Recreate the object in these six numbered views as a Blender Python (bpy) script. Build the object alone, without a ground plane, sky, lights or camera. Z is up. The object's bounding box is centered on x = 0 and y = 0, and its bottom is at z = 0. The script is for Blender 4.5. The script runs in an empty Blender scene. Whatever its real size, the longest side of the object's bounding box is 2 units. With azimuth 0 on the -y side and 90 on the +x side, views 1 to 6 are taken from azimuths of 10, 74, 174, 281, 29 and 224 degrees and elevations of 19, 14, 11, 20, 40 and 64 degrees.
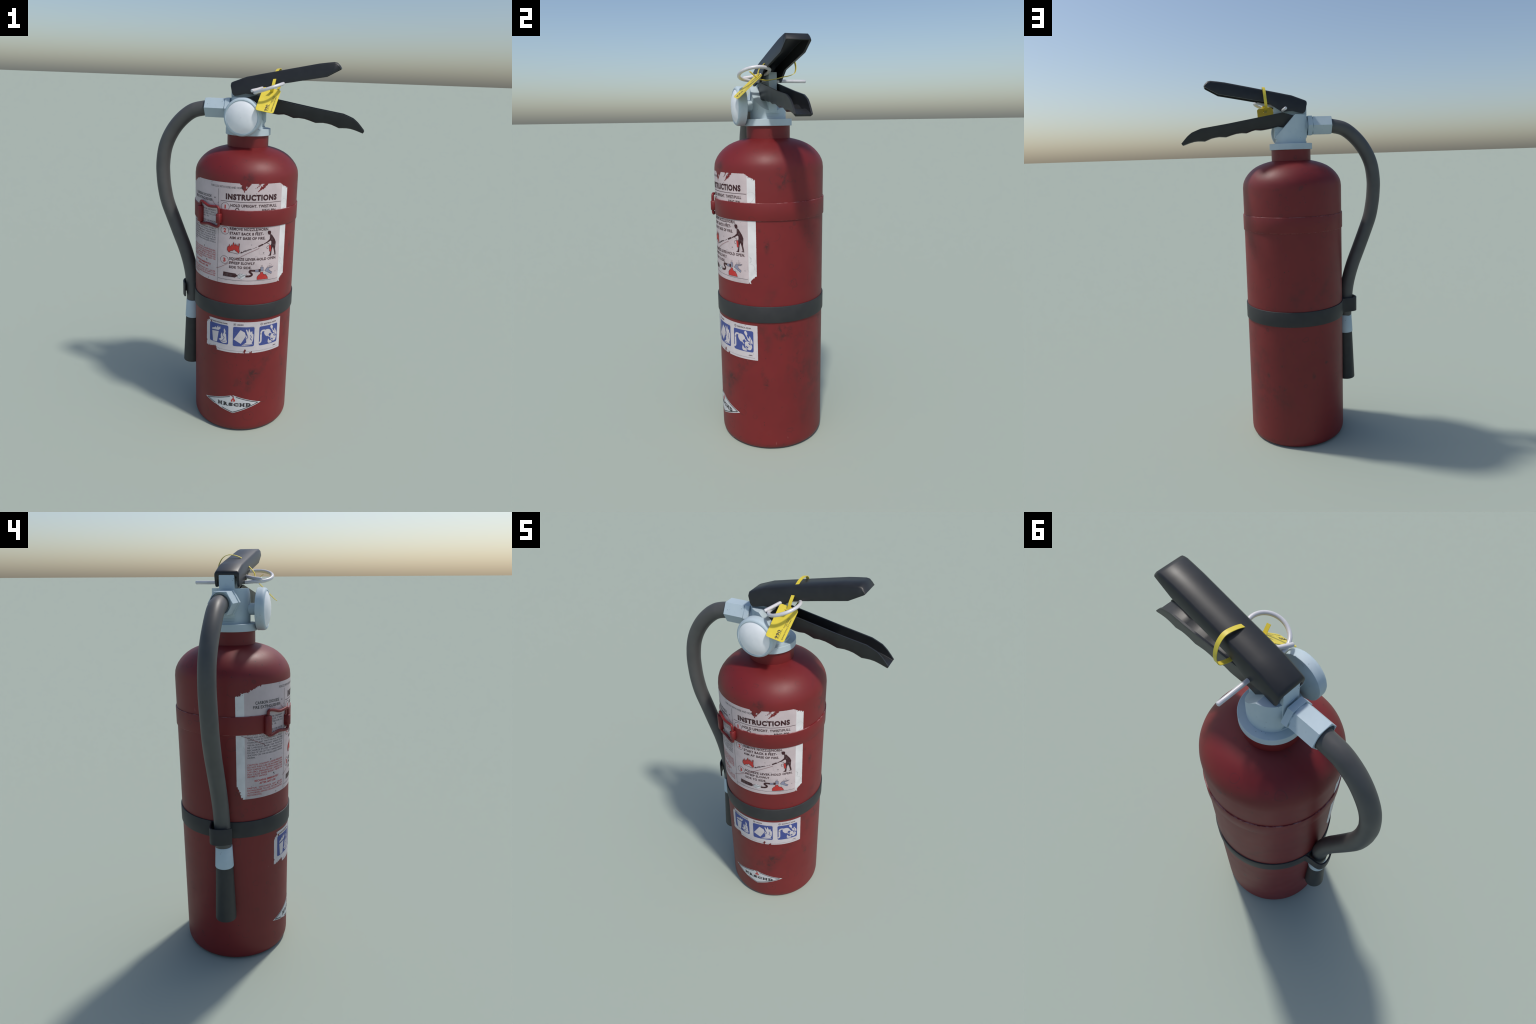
"""Portable fire extinguisher: red steel tank with printed stickers, cast valve with
squeeze handles, pressure gauge, pull pin with ring and yellow tag, hose with nozzle."""
import bpy, bmesh, math, random
from mathutils import Vector, Matrix, noise
from mathutils.geometry import tessellate_polygon

random.seed(7)
AX, AY = -0.0435, 0.0045          # tank axis
R = 0.2721                        # tank radius

# --------------------------------------------------------------------------- helpers
ROOT = bpy.data.objects.new("fire_extinguisher", None)
bpy.context.scene.collection.objects.link(ROOT)
ROOT["label"] = "worn red fire extinguisher with black hose, handles and stickers"
ROOT["category"] = "fire extinguisher"


def add(name, verts, faces, mat, parent=ROOT, smooth=35.0, bevel=0.0, segs=2, stuff=False):
    me = bpy.data.meshes.new(name)
    me.from_pydata([tuple(v) for v in verts], [], faces)
    bm = bmesh.new()
    bm.from_mesh(me)
    bmesh.ops.remove_doubles(bm, verts=bm.verts, dist=1e-6)
    if bevel > 0:
        bmesh.ops.recalc_face_normals(bm, faces=bm.faces)
        es = [e for e in bm.edges if len(e.link_faces) == 2 and e.calc_face_angle(0) > math.radians(28)]
        bmesh.ops.bevel(bm, geom=es, offset=bevel, segments=segs, profile=0.5, affect='EDGES', clamp_overlap=True)
    bm.to_mesh(me)
    bm.free()
    return add_mesh(name, me, mat, parent, smooth, stuff)


def add_mesh(name, me, mat, parent=ROOT, smooth=35.0, stuff=False, recalc=True):
    if recalc:
        bm = bmesh.new()
        bm.from_mesh(me)
        bmesh.ops.recalc_face_normals(bm, faces=bm.faces)
        bm.to_mesh(me)
        bm.free()
    if smooth:
        me.polygons.foreach_set("use_smooth", [True] * len(me.polygons))
        me.set_sharp_from_angle(angle=math.radians(smooth))
    ob = bpy.data.objects.new(name, me)
    bpy.context.scene.collection.objects.link(ob)
    ob.parent = parent
    me.materials.append(mat)
    if stuff:
        ob["kind"] = "stuff"
    return ob


def lathe(profile, centre, n=96, axis='z', close=False):
    """Surface of revolution; profile = (radius, height) pairs, height along axis."""
    verts, faces = [], []
    m = len(profile)
    for r, h in profile:
        for i in range(n):
            a = 2 * math.pi * i / n
            c, s = r * math.cos(a), r * math.sin(a)
            if axis == 'z':
                verts.append((centre[0] + c, centre[1] + s, h))
            elif axis == 'y':
                verts.append((centre[0] + c, h, centre[1] + s))
            else:
                verts.append((h, centre[0] + c, centre[1] + s))
    for j in range(m - 1 + (1 if close else 0)):
        k = (j + 1) % m
        for i in range(n):
            i2 = (i + 1) % n
            faces.append((j * n + i, j * n + i2, k * n + i2, k * n + i))
    return verts, faces


def catmull(pts, per=6, closed=False):
    P = [Vector(p) for p in pts]
    n = len(P)
    out = []
    for i in range(n if closed else n - 1):
        if closed:
            a, b, c, d = P[(i - 1) % n], P[i], P[(i + 1) % n], P[(i + 2) % n]
        else:
            b, c = P[i], P[i + 1]
            a = P[i - 1] if i else b * 2 - c
            d = P[i + 2] if i + 2 < n else c * 2 - b
        for k in range(per):
            t = k / per
            out.append(0.5 * ((2 * b) + (c - a) * t + (2 * a - 5 * b + 4 * c - d) * t * t
                              + (3 * b - a - 3 * c + d) * t ** 3))
    if not closed:
        out.append(P[-1])
    return out


def tube(path, radius, n=24, round_ends=False):
    """Round tube along a path (list of Vectors) with rotation-minimising frames."""
    path = [Vector(p) for p in path]
    m = len(path)
    rad = [radius] * m if not callable(radius) else [radius(i / (m - 1)) for i in range(m)]
    tans = []
    for i in range(m):
        t = path[min(i + 1, m - 1)] - path[max(i - 1, 0)]
        tans.append(t.normalized())
    up = Vector((0, 0, 1)) if abs(tans[0].z) < .9 else Vector((0, 1, 0))
    u = (up - tans[0] * up.dot(tans[0])).normalized()
    rings = []
    for i in range(m):
        u = (u - tans[i] * u.dot(tans[i])).normalized()
        rings.append((path[i], u.copy(), tans[i].cross(u), rad[i]))
    if round_ends:
        p, a, b, r = rings[0]
        front = [(p - tans[0] * r * .42, a, b, r * .55), (p - tans[0] * r * .2, a, b, r * .88)]
        p, a, b, r = rings[-1]
        back = [(p + tans[-1] * r * .2, a, b, r * .88), (p + tans[-1] * r * .42, a, b, r * .55)]
        rings = front + rings + back
    verts, faces = [], []
    for p, a, b, r in rings:
        for i in range(n):
            ang = 2 * math.pi * i / n
            verts.append(p + a * (r * math.cos(ang)) + b * (r * math.sin(ang)))
    for j in range(len(rings) - 1):
        for i in range(n):
            i2 = (i + 1) % n
            faces.append((j * n + i, j * n + i2, (j + 1) * n + i2, (j + 1) * n + i))
    faces.append(tuple(range(n))[::-1])
    faces.append(tuple((len(rings) - 1) * n + i for i in range(n)))
    return verts, faces


def sweep(sections):
    """Closed cross-sections (equal counts) joined into a capped solid."""
    n = len(sections[0])
    verts = [v for s in sections for v in s]
    faces = []
    for j in range(len(sections) - 1):
        for i in range(n):
            i2 = (i + 1) % n
            faces.append((j * n + i, j * n + i2, (j + 1) * n + i2, (j + 1) * n + i))
    return verts, faces, n


def prism(poly, fn, lo, hi):
    """Extrude a 2-D polygon; fn(u, v, w) gives the 3-D point, w from lo to hi."""
    n = len(poly)
    verts = [fn(u, v, lo) for u, v in poly] + [fn(u, v, hi) for u, v in poly]
    faces = [tuple(range(n))[::-1], tuple(range(n, 2 * n))]
    for i in range(n):
        j = (i + 1) % n
        faces.append((i, j, n + j, n + i))
    return verts, faces


def merge(*parts):
    verts, faces = [], []
    for v, f in parts:
        o = len(verts)
        verts += list(v)
        faces += [tuple(i + o for i in q) for q in f]
    return verts, faces


def ribbon(path, wdir, width, thick):
    """Flat band along a path, wdir = direction of its width."""
    path = [Vector(p) for p in path]
    W = Vector(wdir).normalized()
    secs = []
    m = len(path)
    for i in range(m):
        t = (path[min(i + 1, m - 1)] - path[max(i - 1, 0)]).normalized()
        w = (W - t * W.dot(t)).normalized()
        nrm = t.cross(w)
        p = path[i]
        secs.append([p + w * width / 2 + nrm * thick / 2, p - w * width / 2 + nrm * thick / 2,
                     p - w * width / 2 - nrm * thick / 2, p + w * width / 2 - nrm * thick / 2])
    v, f, n = sweep(secs)
    f.append((3, 2, 1, 0))
    k = (m - 1) * 4
    f.append((k, k + 1, k + 2, k + 3))
    return v, f


# --------------------------------------------------------------------------- materials
class Mat:
    def __init__(self, name):
        self.m = bpy.data.materials.new(name)
        self.m.use_nodes = True
        self.nt = self.m.node_tree
        self.b = self.nt.nodes["Principled BSDF"]
        self.co = self.nt.nodes.new("ShaderNodeTexCoord").outputs["Object"]

    def _in(self, sock, v):
        if isinstance(v, bpy.types.NodeSocket):
            self.nt.links.new(v, sock)
        elif v is not None:
            if isinstance(v, tuple) and len(v) == 3 and sock.type == 'RGBA':
                v = (*v, 1)
            sock.default_value = v

    def math(self, op, a, b=None, c=None, clamp=False):
        n = self.nt.nodes.new("ShaderNodeMath")
        n.operation = op
        n.use_clamp = clamp
        for i, v in enumerate((a, b, c)):
            if v is not None:
                self._in(n.inputs[i], v)
        return n.outputs[0]

    def mapped(self, scale=(1, 1, 1), rot=(0, 0, 0), loc=(0, 0, 0)):
        n = self.nt.nodes.new("ShaderNodeMapping")
        self._in(n.inputs[0], self.co)
        n.inputs["Scale"].default_value = scale
        n.inputs["Rotation"].default_value = rot
        n.inputs["Location"].default_value = loc
        return n.outputs[0]

    def noise(self, scale, detail=3, rough=.55, dist=0, vec=None):
        n = self.nt.nodes.new("ShaderNodeTexNoise")
        self._in(n.inputs["Vector"], vec or self.co)
        n.inputs["Scale"].default_value = scale
        n.inputs["Detail"].default_value = detail
        n.inputs["Roughness"].default_value = rough
        n.inputs["Distortion"].default_value = dist
        return n.outputs["Fac"]

    def voronoi(self, scale, feature='F1', vec=None):
        n = self.nt.nodes.new("ShaderNodeTexVoronoi")
        n.feature = feature
        self._in(n.inputs["Vector"], vec or self.co)
        n.inputs["Scale"].default_value = scale
        return n.outputs["Distance"], n.outputs.get("Color")

    def ramp(self, v, lo, hi):
        """0 below lo, 1 above hi (reversed if lo > hi)."""
        n = self.nt.nodes.new("ShaderNodeMapRange")
        n.interpolation_type = 'SMOOTHSTEP'
        self._in(n.inputs["Value"], v)
        a, b, o0, o1 = (lo, hi, 0, 1) if lo < hi else (hi, lo, 1, 0)
        n.inputs["From Min"].default_value = a
        n.inputs["From Max"].default_value = b
        n.inputs["To Min"].default_value = o0
        n.inputs["To Max"].default_value = o1
        return n.outputs[0]

    def mix(self, fac, a, b):
        n = self.nt.nodes.new("ShaderNodeMix")
        n.data_type = 'RGBA'
        self._in(n.inputs[0], fac)
        self._in(n.inputs[6], a)
        self._in(n.inputs[7], b)
        return n.outputs[2]

    def unrolled_s(self):
        """Distance round the tank from the front, for colours printed on it."""
        n = self.nt.nodes.new("ShaderNodeSeparateXYZ")
        self._in(n.inputs[0], self.co)
        x = self.math('SUBTRACT', n.outputs[0], AX)
        y = self.math('SUBTRACT', AY, n.outputs[1])
        return self.math('MULTIPLY', self.math('ARCTAN2', x, y), R)

    def rings(self, scale, rmin, rmax, w, gate_scale, gate):
        """Round water-stain outlines: thin shells round Voronoi points."""
        warp = self.nt.nodes.new("ShaderNodeVectorMath")
        warp.operation = 'MULTIPLY_ADD'
        nz = self.nt.nodes.new("ShaderNodeTexNoise")
        self._in(nz.inputs["Vector"], self.co)
        nz.inputs["Scale"].default_value = scale * 1.6
        self._in(warp.inputs[0], nz.outputs["Color"])
        warp.inputs[1].default_value = (.35 / scale,) * 3
        self._in(warp.inputs[2], self.co)
        d, c = self.voronoi(scale, vec=warp.outputs[0])
        sep = self.nt.nodes.new("ShaderNodeSeparateColor")
        self._in(sep.inputs[0], c)
        r = self.math('MULTIPLY_ADD', sep.outputs[0], rmax - rmin, rmin)
        band = self.ramp(self.math('ABSOLUTE', self.math('SUBTRACT', d, r)), w, w * .25)
        g = self.ramp(self.noise(gate_scale, 2), gate, gate + .08)
        keep = self.ramp(sep.outputs[1], .35, .4)
        return self.math('MULTIPLY', self.math('MULTIPLY', band, g), keep)

    def done(self, color, rough=.5, metallic=0., spec=.5, bump=None, bump_strength=.1, bump_dist=.002, coat=0., coat_rough=.2):
        self._in(self.b.inputs["Base Color"], color)
        self._in(self.b.inputs["Roughness"], rough)
        self.b.inputs["Metallic"].default_value = metallic
        self.b.inputs["Specular IOR Level"].default_value = spec
        if coat:
            self.b.inputs["Coat Weight"].default_value = coat
            self.b.inputs["Coat Roughness"].default_value = coat_rough
        if bump is not None:
            n = self.nt.nodes.new("ShaderNodeBump")
            n.inputs["Strength"].default_value = bump_strength
            n.inputs["Distance"].default_value = bump_dist
            self._in(n.inputs["Height"], bump)
            self.nt.links.new(n.outputs[0], self.b.inputs["Normal"])
        return self.m


SCUFFS = [(.412, 1.395, .045, .085, .85), (.567, 1.45, .03, .03, .5), (.335, 1.095, .022, .060, .85), (.303, 1.163, .012, .014, .8),
          (.407, .655, .070, .055, .85), (.323, .384, .022, .062, .95), (.118, .368, .065, .050, .85), (.100, .300, .050, .060, .55),
          (.006, .484, .028, .014, .95), (.0555, .342, .006, .005, 1.0), (-.271, .288, .030, .022, .75), (.7335, .484, .032, .012, .95),
          (-.7154, .484, .022, .014, .85), (.651, .420, .016, .030, .75), (-.794, .423, .016, .030, .75), (.062, 1.45, .055, .055, .6),
          (.054, 1.545, .050, .030, .65), (.487, .529, .009, .009, .9), (.3065, .437, .014, .055, .6), (.3975, .026, .035, .014, .9),
          (-.033, .463, .014, .012, .7), (.052, .20, .05, .06, .35), (.46, .75, .06, .05, .3), (.42, .62, .05, .03, .5)]


def red_paint(edges=None):
    m = Mat("red_paint" if not edges else "red_strap_paint")
    base = m.mix(m.ramp(m.noise(5, 4), .3, .7), (.164, .0100, .0118), (.184, .0118, .0135))
    # soot smudges: large cloudy mask broken up by a fine one
    big = m.ramp(m.noise(3.1, 3, .6, .6, m.mapped((1, 1, .8), loc=(3.3, .7, .4))), .57, .72)
    fine = m.ramp(m.noise(26, 6, .7), .36, .64)
    base = m.mix(m.math('MULTIPLY', m.math('MULTIPLY', big, fine), .42), base, (.035, .014, .014))
    # scuffs where the tank was knocked: (distance round, height, width, height of mark, strength)
    streak = m.ramp(m.noise(20, 6, .72, 1.5, m.mapped((1, 1, .7), rot=(.25, .4, 0))), .40, .62)
    grain = m.ramp(m.noise(55, 4, .7), .30, .62)
    for s, z, ws, wz, k in SCUFFS:
        px, py = AX + R * math.sin(s / .2715), AY - R * math.cos(s / .2715)
        d = m.nt.nodes.new("ShaderNodeVectorMath")
        d.operation = 'LENGTH'
        mp = m.mapped((1 / ws, 1 / ws, 1 / wz), loc=(-px / ws, -py / ws, -z / wz))
        m._in(d.inputs[0], mp)
        fall = m.ramp(d.outputs["Value"], 1.0, .15)
        msk = m.math('MULTIPLY', m.math('MULTIPLY', fall, streak), m.math('MULTIPLY_ADD', grain, .6, .4))
        base = m.mix(m.math('MULTIPLY', msk, k), base, (.028, .012, .012))
    # small scuffs and cracks
    sc = m.ramp(m.noise(17, 7, .72, 1.2, m.mapped((1, 1, .55))), .665, .72)
    base = m.mix(m.math('MULTIPLY', sc, .62), base, (.018, .012, .012))
    base = m.mix(m.math('MULTIPLY', m.rings(11, .12, .38, .024, 9.3, .47), .40), base, (.045, .014, .015))
    base = m.mix(m.math('MULTIPLY', m.rings(25, .14, .34, .04, 13.3, .50), .40), base, (.045, .014, .015))
    # pin-head spots of grime
    d, c = m.voronoi(34)
    base = m.mix(m.math('MULTIPLY', m.ramp(d, .10, .06), m.ramp(m.noise(9, 1), .56, .6)), base, (.02, .012, .012))
    # pale hairline scratches
    pale = m.math('MULTIPLY', m.ramp(m.noise(60, 3, .6, .3, m.mapped((1, 1, .25), rot=(.3, .5, .2))), .70, .74),
                  m.ramp(m.noise(7, 2), .56, .64))
    base = m.mix(m.math('MULTIPLY', pale, .35), base, (.42, .20, .19))
    if edges:                                   # paint rubbed pale along the rims of the strap
        sep = m.nt.nodes.new("ShaderNodeSeparateXYZ")
        m._in(sep.inputs[0], m.co)
        rub = m.math('MAXIMUM', m.ramp(sep.outputs[2], edges[0] + .0022, edges[0] + .0008), m.ramp(sep.outputs[2], edges[1] - .0022, edges[1] - .0008))
        rub = m.math('MULTIPLY', rub, m.ramp(m.noise(26, 4, .7), .44, .60))
        base = m.mix(m.math('MULTIPLY', rub, .55), base, (.42, .24, .24))
    rough = m.math('MULTIPLY_ADD', m.noise(14, 4), .12, .44)
    return m.done(base, rough, spec=.45, bump=m.noise(30, 4), bump_strength=.03)


def paper(name, tint=(.615, .510, .515), margin=(.76, .735, .735), lo=None, hi=None):
    m = Mat(name)
    col = m.mix(m.ramp(m.noise(11, 5, .65), .3, .7), tuple(c * .88 for c in tint), tint)
    if lo is not None:
        s = m.unrolled_s()
        edge = m.math('MAXIMUM', m.ramp(s, hi, hi + .0008), m.ramp(s, lo, lo - .0008))
        mar = m.mix(m.ramp(m.noise(14, 4, .6), .35, .75), margin, tuple(c * .88 for c in margin))
        col = m.mix(edge, col, mar)
    grime = m.math('MULTIPLY', m.ramp(m.noise(6, 4, .6, .4), .54, .72), .28)
    col = m.mix(grime, col, (.26, .25, .25))
    col = m.mix(m.math('MULTIPLY', m.rings(15, .12, .36, .022, 9.3, .48), .34), col, (.16, .15, .155))
    speck = m.ramp(m.noise(75, 3, .6), .70, .76)
    col = m.mix(m.math('MULTIPLY', speck, .55), col, (.14, .13, .13))
    d, c = m.voronoi(30)
    col = m.mix(m.math('MULTIPLY', m.ramp(d, .14, .07), m.ramp(m.noise(8, 1), .57, .6)), col, (.07, .06, .06))
    return m.done(col, .55, spec=.3)


def ink(name, color, wear=.35):
    m = Mat(name)
    lighter = tuple(c + (.5 - c) * wear for c in color)
    return m.done(m.mix(m.math('MULTIPLY', m.ramp(m.noise(48, 4, .7), .5, .75), .6), color, lighter), .55, spec=.3)


def cast_metal():
    m = Mat("pale_cast_metal")
    col = m.mix(m.ramp(m.noise(9, 4), .3, .7), (.455, .555, .610), (.515, .610, .655))
    col = m.mix(m.math('MULTIPLY', m.ramp(m.noise(60, 4, .7), .60, .74), .30), col, (.27, .35, .41))
    d, c = m.voronoi(70)
    col = m.mix(m.math('MULTIPLY', m.ramp(d, .16, .08), m.ramp(m.noise(22, 1), .58, .62)), col, (.20, .24, .27))
    return m.done(col, m.math('MULTIPLY_ADD', m.noise(30, 3), .15, .50), metallic=.0, spec=.32)


def plain(name, a, b, scale, rough, metallic=0., spec=.5, bump=0.):
    m = Mat(name)
    col = m.mix(m.ramp(m.noise(scale, 4, .6), .3, .7), a, b)
    return m.done(col, rough, metallic, spec, m.noise(scale * 5, 3) if bump else None, bump)


RED = red_paint()
RED_STRAP = red_paint((1.2085, 1.2930))
METAL = cast_metal()
BLACK = plain("black_moulded_coating", (.0155, .0165, .0185), (.0205, .0215, .0235), 20, .43, spec=.45, bump=.02)
HOSE = plain("dark_rubber_hose", (.076, .075, .074), (.088, .087, .085), 12, .48, spec=.45, bump=.03)
NOZZLE = plain("black_rubber_nozzle", (.029, .030, .032), (.036, .037, .038), 15, .55, spec=.4, bump=.03)
STRAP = plain("black_strap_rubber", (.028, .028, .031), (.034, .034, .036), 14, .52, spec=.35, bump=.03)
WIRE = plain("bright_pin_metal", (.62, .61, .63), (.70, .69, .71), 25, .38, metallic=.1)
YELLOW = plain("yellow_plastic", (.74, .585, .050), (.80, .635, .062), 30, .42)
DIAL = plain("white_gauge_face", (.82, .84, .865), (.87, .89, .91), 18, .38)
PAPER = paper("worn_label_paper", lo=-.3175, hi=.2465)
PAPER2 = paper("worn_picture_label_paper", tint=(.645, .585, .60))
PAPER3 = paper("worn_badge_paper", tint=(.66, .655, .665))
INK = ink("maroon_black_ink", (.050, .014, .017))
INK_BLACK = ink("black_ink", (.045, .042, .046))
INK_GREY = ink("grey_ink", (.25, .25, .33), .15)
INK_RED = ink("red_ink", (.50, .035, .030), .12)
INK_BLUE = ink("blue_ink", (.058, .080, .27), .10)
INK_RUST = ink("red_scratch", (.20, .03, .03), .25)

# control points of the little drawings, (distance round the tank, height)
MAN = [(0.1853, 1.1678), (0.1961, 1.1654), (0.2055, 1.1528), (0.2153, 1.1387), (0.2224, 1.1223), (0.2211, 1.1019), (0.2198, 1.0866), (0.2242, 1.0651), (0.2258, 1.0545), (0.2078, 1.0558), (0.2167, 1.0599), (0.2145, 1.0719), (0.2089, 1.0909), (0.2055, 1.0991), (0.2016, 1.0893), (0.1981, 1.0717), (0.1968, 1.0525), (0.1777, 1.0531), (0.1873, 1.0589), (0.1896, 1.0703), (0.1891, 1.0910), (0.1906, 1.1062), (0.1951, 1.1184), (0.1945, 1.1300), (0.1848, 1.1375)]
HEAD = [(0.1717, 1.1818), (0.1769, 1.1868), (0.1866, 1.1858), (0.1903, 1.1799), (0.1897, 1.1686), (0.1834, 1.1660), (0.1758, 1.1688)]
ARM = [(0.1899, 1.1471), (0.1948, 1.1363), (0.1757, 1.1258), (0.1533, 1.1172), (0.1513, 1.1204), (0.1700, 1.1301)]
HORN_SMALL = [(0.1228, 1.1108), (0.1256, 1.1038), (0.1470, 1.1126), (0.1533, 1.1172), (0.1441, 1.1202)]
TINY_TANK = [(0.1821, 1.1072), (0.1847, 1.1107), (0.1904, 1.1101), (0.1942, 1.1032), (0.1954, 1.0786), (0.1916, 1.0752), (0.1858, 1.0772)]
TINY_HOSE = [(0.1690, 1.1226), (0.1773, 1.1200), (0.1831, 1.1160), (0.1876, 1.1091)]
TINY_LOOP = [(0.1807, 1.1074), (0.1725, 1.1057), (0.1701, 1.0995), (0.1732, 1.0923), (0.1786, 1.0935)]
FIRE = [(-0.0273, 1.0730), (-0.0353, 1.0847), (-0.0342, 1.0951), (-0.0305, 1.1057), (-0.0273, 1.1006), (-0.0243, 1.1167), (-0.0197, 1.1020), (-0.0153, 1.1076), (-0.0129, 1.1154), (-0.0089, 1.1057), (-0.0055, 1.1187), (-0.0020, 1.1292), (0.0026, 1.1144), (0.0059, 1.1097), (0.0080, 1.1237), (0.0120, 1.1102), (0.0154, 1.1206), (0.0194, 1.1082), (0.0237, 1.1110), (0.0251, 1.1238), (0.0293, 1.1215), (0.0279, 1.1088), (0.0270, 1.0961), (0.0293, 1.0809), (0.0252, 1.0692), (0.0177, 1.0776), (0.0077, 1.0844), (0.0014, 1.0902), (-0.0047, 1.0833), (-0.0172, 1.0806), (-0.0234, 1.0722)]
LOG = [(-0.0248, 1.0733), (-0.0120, 1.0710), (0.0031, 1.0700), (0.0204, 1.0663)]
SPRAY = [(0.1180, 1.1051), (0.0949, 1.0964), (0.0708, 1.0888), (0.0517, 1.0808), (0.0325, 1.0722)]
HORN_BIG = [(-0.0545, 0.9638), (0.0105, 0.9606), (0.0169, 0.9533), (0.0257, 0.9508), (0.0245, 0.9460), (0.0159, 0.9440), (0.0097, 0.9382), (-0.0563, 0.9397)]
HOSE_DRAWN = [(0.0627, 0.9470), (0.0849, 0.9484), (0.0953, 0.9555), (0.0918, 0.9635), (0.0837, 0.9702), (0.0852, 0.9767), (0.0938, 0.9784), (0.1126, 0.9772)]
HAND_A = [(0.0182, 0.9494), (0.0353, 0.9611)]
HAND_B = [(0.0221, 0.9458), (0.0476, 0.9604)]
HAND_C = [(0.0259, 0.9408), (0.0576, 0.9555)]
HAND_D = [(0.0310, 0.9364), (0.0685, 0.9584)]
HAND = [(0.0207, 0.9483), (0.0377, 0.9626), (0.0575, 0.9581), (0.0673, 0.9583), (0.0579, 0.9424), (0.0459, 0.9327), (0.0260, 0.9382)]
COUPLER_DRAWN = [(0.1112, 0.9825), (0.1302, 0.9827), (0.1306, 0.9709), (0.1115, 0.9720)]
VALVE_DARK = [(0.1301, 0.9859), (0.1397, 0.9851), (0.1403, 0.9693), (0.1307, 0.9701)]
VALVE_DRAWN = [(0.1400, 0.9963), (0.1551, 0.9950), (0.1549, 0.9740), (0.1422, 0.9752)]
TANK_DRAWN = [(0.1220, 0.9279), (0.1227, 0.9438), (0.1312, 0.9551), (0.1389, 0.9584), (0.1398, 0.9688), (0.1536, 0.9675), (0.1562, 0.9567), (0.1699, 0.9525), (0.1788, 0.9407), (0.1837, 0.9280)]
LEVER_DRAWN = [(0.1636, 0.9730), (0.1738, 0.9889), (0.2128, 0.9937), (0.2055, 0.9883), (0.1880, 0.9857), (0.1886, 0.9737), (0.2069, 0.9615), (0.2029, 0.9529), (0.1777, 0.9660)]
FINGERS = [(0.1545, 0.9648), (0.1609, 0.9720), (0.1776, 0.9673), (0.1893, 0.9590), (0.1897, 0.9524), (0.1589, 0.9551)]
SCRATCH_A = [(-0.0979, 0.9737), (-0.0660, 0.9893), (-0.0211, 1.0171), (0.0234, 1.0447), (0.0713, 1.0723), (0.1296, 1.0990)]
SCRATCH_B = [(-0.1249, 1.3332), (-0.1154, 1.3168), (-0.0976, 1.3035)]
SCRATCH_C = [(-0.3323, 1.2052), (-0.3044, 1.1949), (-0.2616, 1.1750), (-0.2279, 1.1583), (-0.2145, 1.1462)]
BIN = [(-0.1190, 0.6137), (-0.0761, 0.6190), (-0.0864, 0.5515), (-0.1123, 0.5499)]
BIN_BAG = [(-0.1205, 0.6186), (-0.1157, 0.6295), (-0.1060, 0.6303), (-0.0967, 0.6394), (-0.0852, 0.6308), (-0.0762, 0.6232)]
BIN_FLAME = [(-0.0762, 0.6232), (-0.0874, 0.6286), (-0.0862, 0.6402), (-0.0801, 0.6501), (-0.0786, 0.6401), (-0.0742, 0.6391), (-0.0679, 0.6490), (-0.0655, 0.6350)]
BIN_FIRE = [(-0.0447, 0.6405), (-0.0351, 0.6249), (-0.0389, 0.6096), (-0.0332, 0.6086), (-0.0302, 0.5756), (-0.0272, 0.5656), (-0.0310, 0.5564), (-0.0494, 0.5525), (-0.0622, 0.5580), (-0.0754, 0.5716), (-0.0625, 0.5791), (-0.0637, 0.5978), (-0.0567, 0.6141), (-0.0545, 0.6041), (-0.0464, 0.6185)]
JUG = [(0.0453, 0.6408), (0.0689, 0.6269), (0.0751, 0.6061), (0.0482, 0.5595), (0.0096, 0.5837)]
JUG_FIRE = [(0.0907, 0.6506), (0.0991, 0.6270), (0.1072, 0.6348), (0.1101, 0.6171), (0.1155, 0.6146), (0.1140, 0.5791), (0.1069, 0.5628), (0.1129, 0.5560), (0.0900, 0.5510), (0.0522, 0.5491), (0.0781, 0.5683), (0.0736, 0.5935), (0.0805, 0.6164), (0.0741, 0.6414), (0.0804, 0.6434), (0.0870, 0.6267)]
CORD = [(0.1476, 0.5591), (0.1570, 0.5673), (0.1576, 0.5947), (0.1582, 0.6198), (0.1652, 0.6303), (0.1808, 0.6304)]
PLUG = [(0.1758, 0.6167), (0.1808, 0.6304), (0.1914, 0.6345), (0.2073, 0.6308), (0.2175, 0.6157), (0.2087, 0.6052), (0.1957, 0.5914), (0.1821, 0.6019)]
PRONG_A = [(0.1976, 0.5985), (0.2111, 0.5842)]
PRONG_B = [(0.2104, 0.6153), (0.2245, 0.6011)]
OUTLET = [(0.2161, 0.5800), (0.2186, 0.5942), (0.2305, 0.5994), (0.2462, 0.5926), (0.2553, 0.5747), (0.2509, 0.5590), (0.2382, 0.5535), (0.2228, 0.5610)]
SLOT_A = [(0.2370, 0.5911), (0.2468, 0.5826)]
SLOT_B = [(0.2232, 0.5725), (0.2325, 0.5638)]
PLUG_FIRE = [(0.2235, 0.6541), (0.2312, 0.6373), (0.2277, 0.6298), (0.2386, 0.6140), (0.2428, 0.6298), (0.2499, 0.6170), (0.2572, 0.6041), (0.2573, 0.5870), (0.2459, 0.5970), (0.2325, 0.6073), (0.2294, 0.6188), (0.2163, 0.6370), (0.2134, 0.6483)]
PLUG_FLAME = [(0.2032, 0.5769), (0.2109, 0.5621), (0.2180, 0.5624), (0.2274, 0.5499), (0.2093, 0.5476), (0.1997, 0.5564)]
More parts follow.
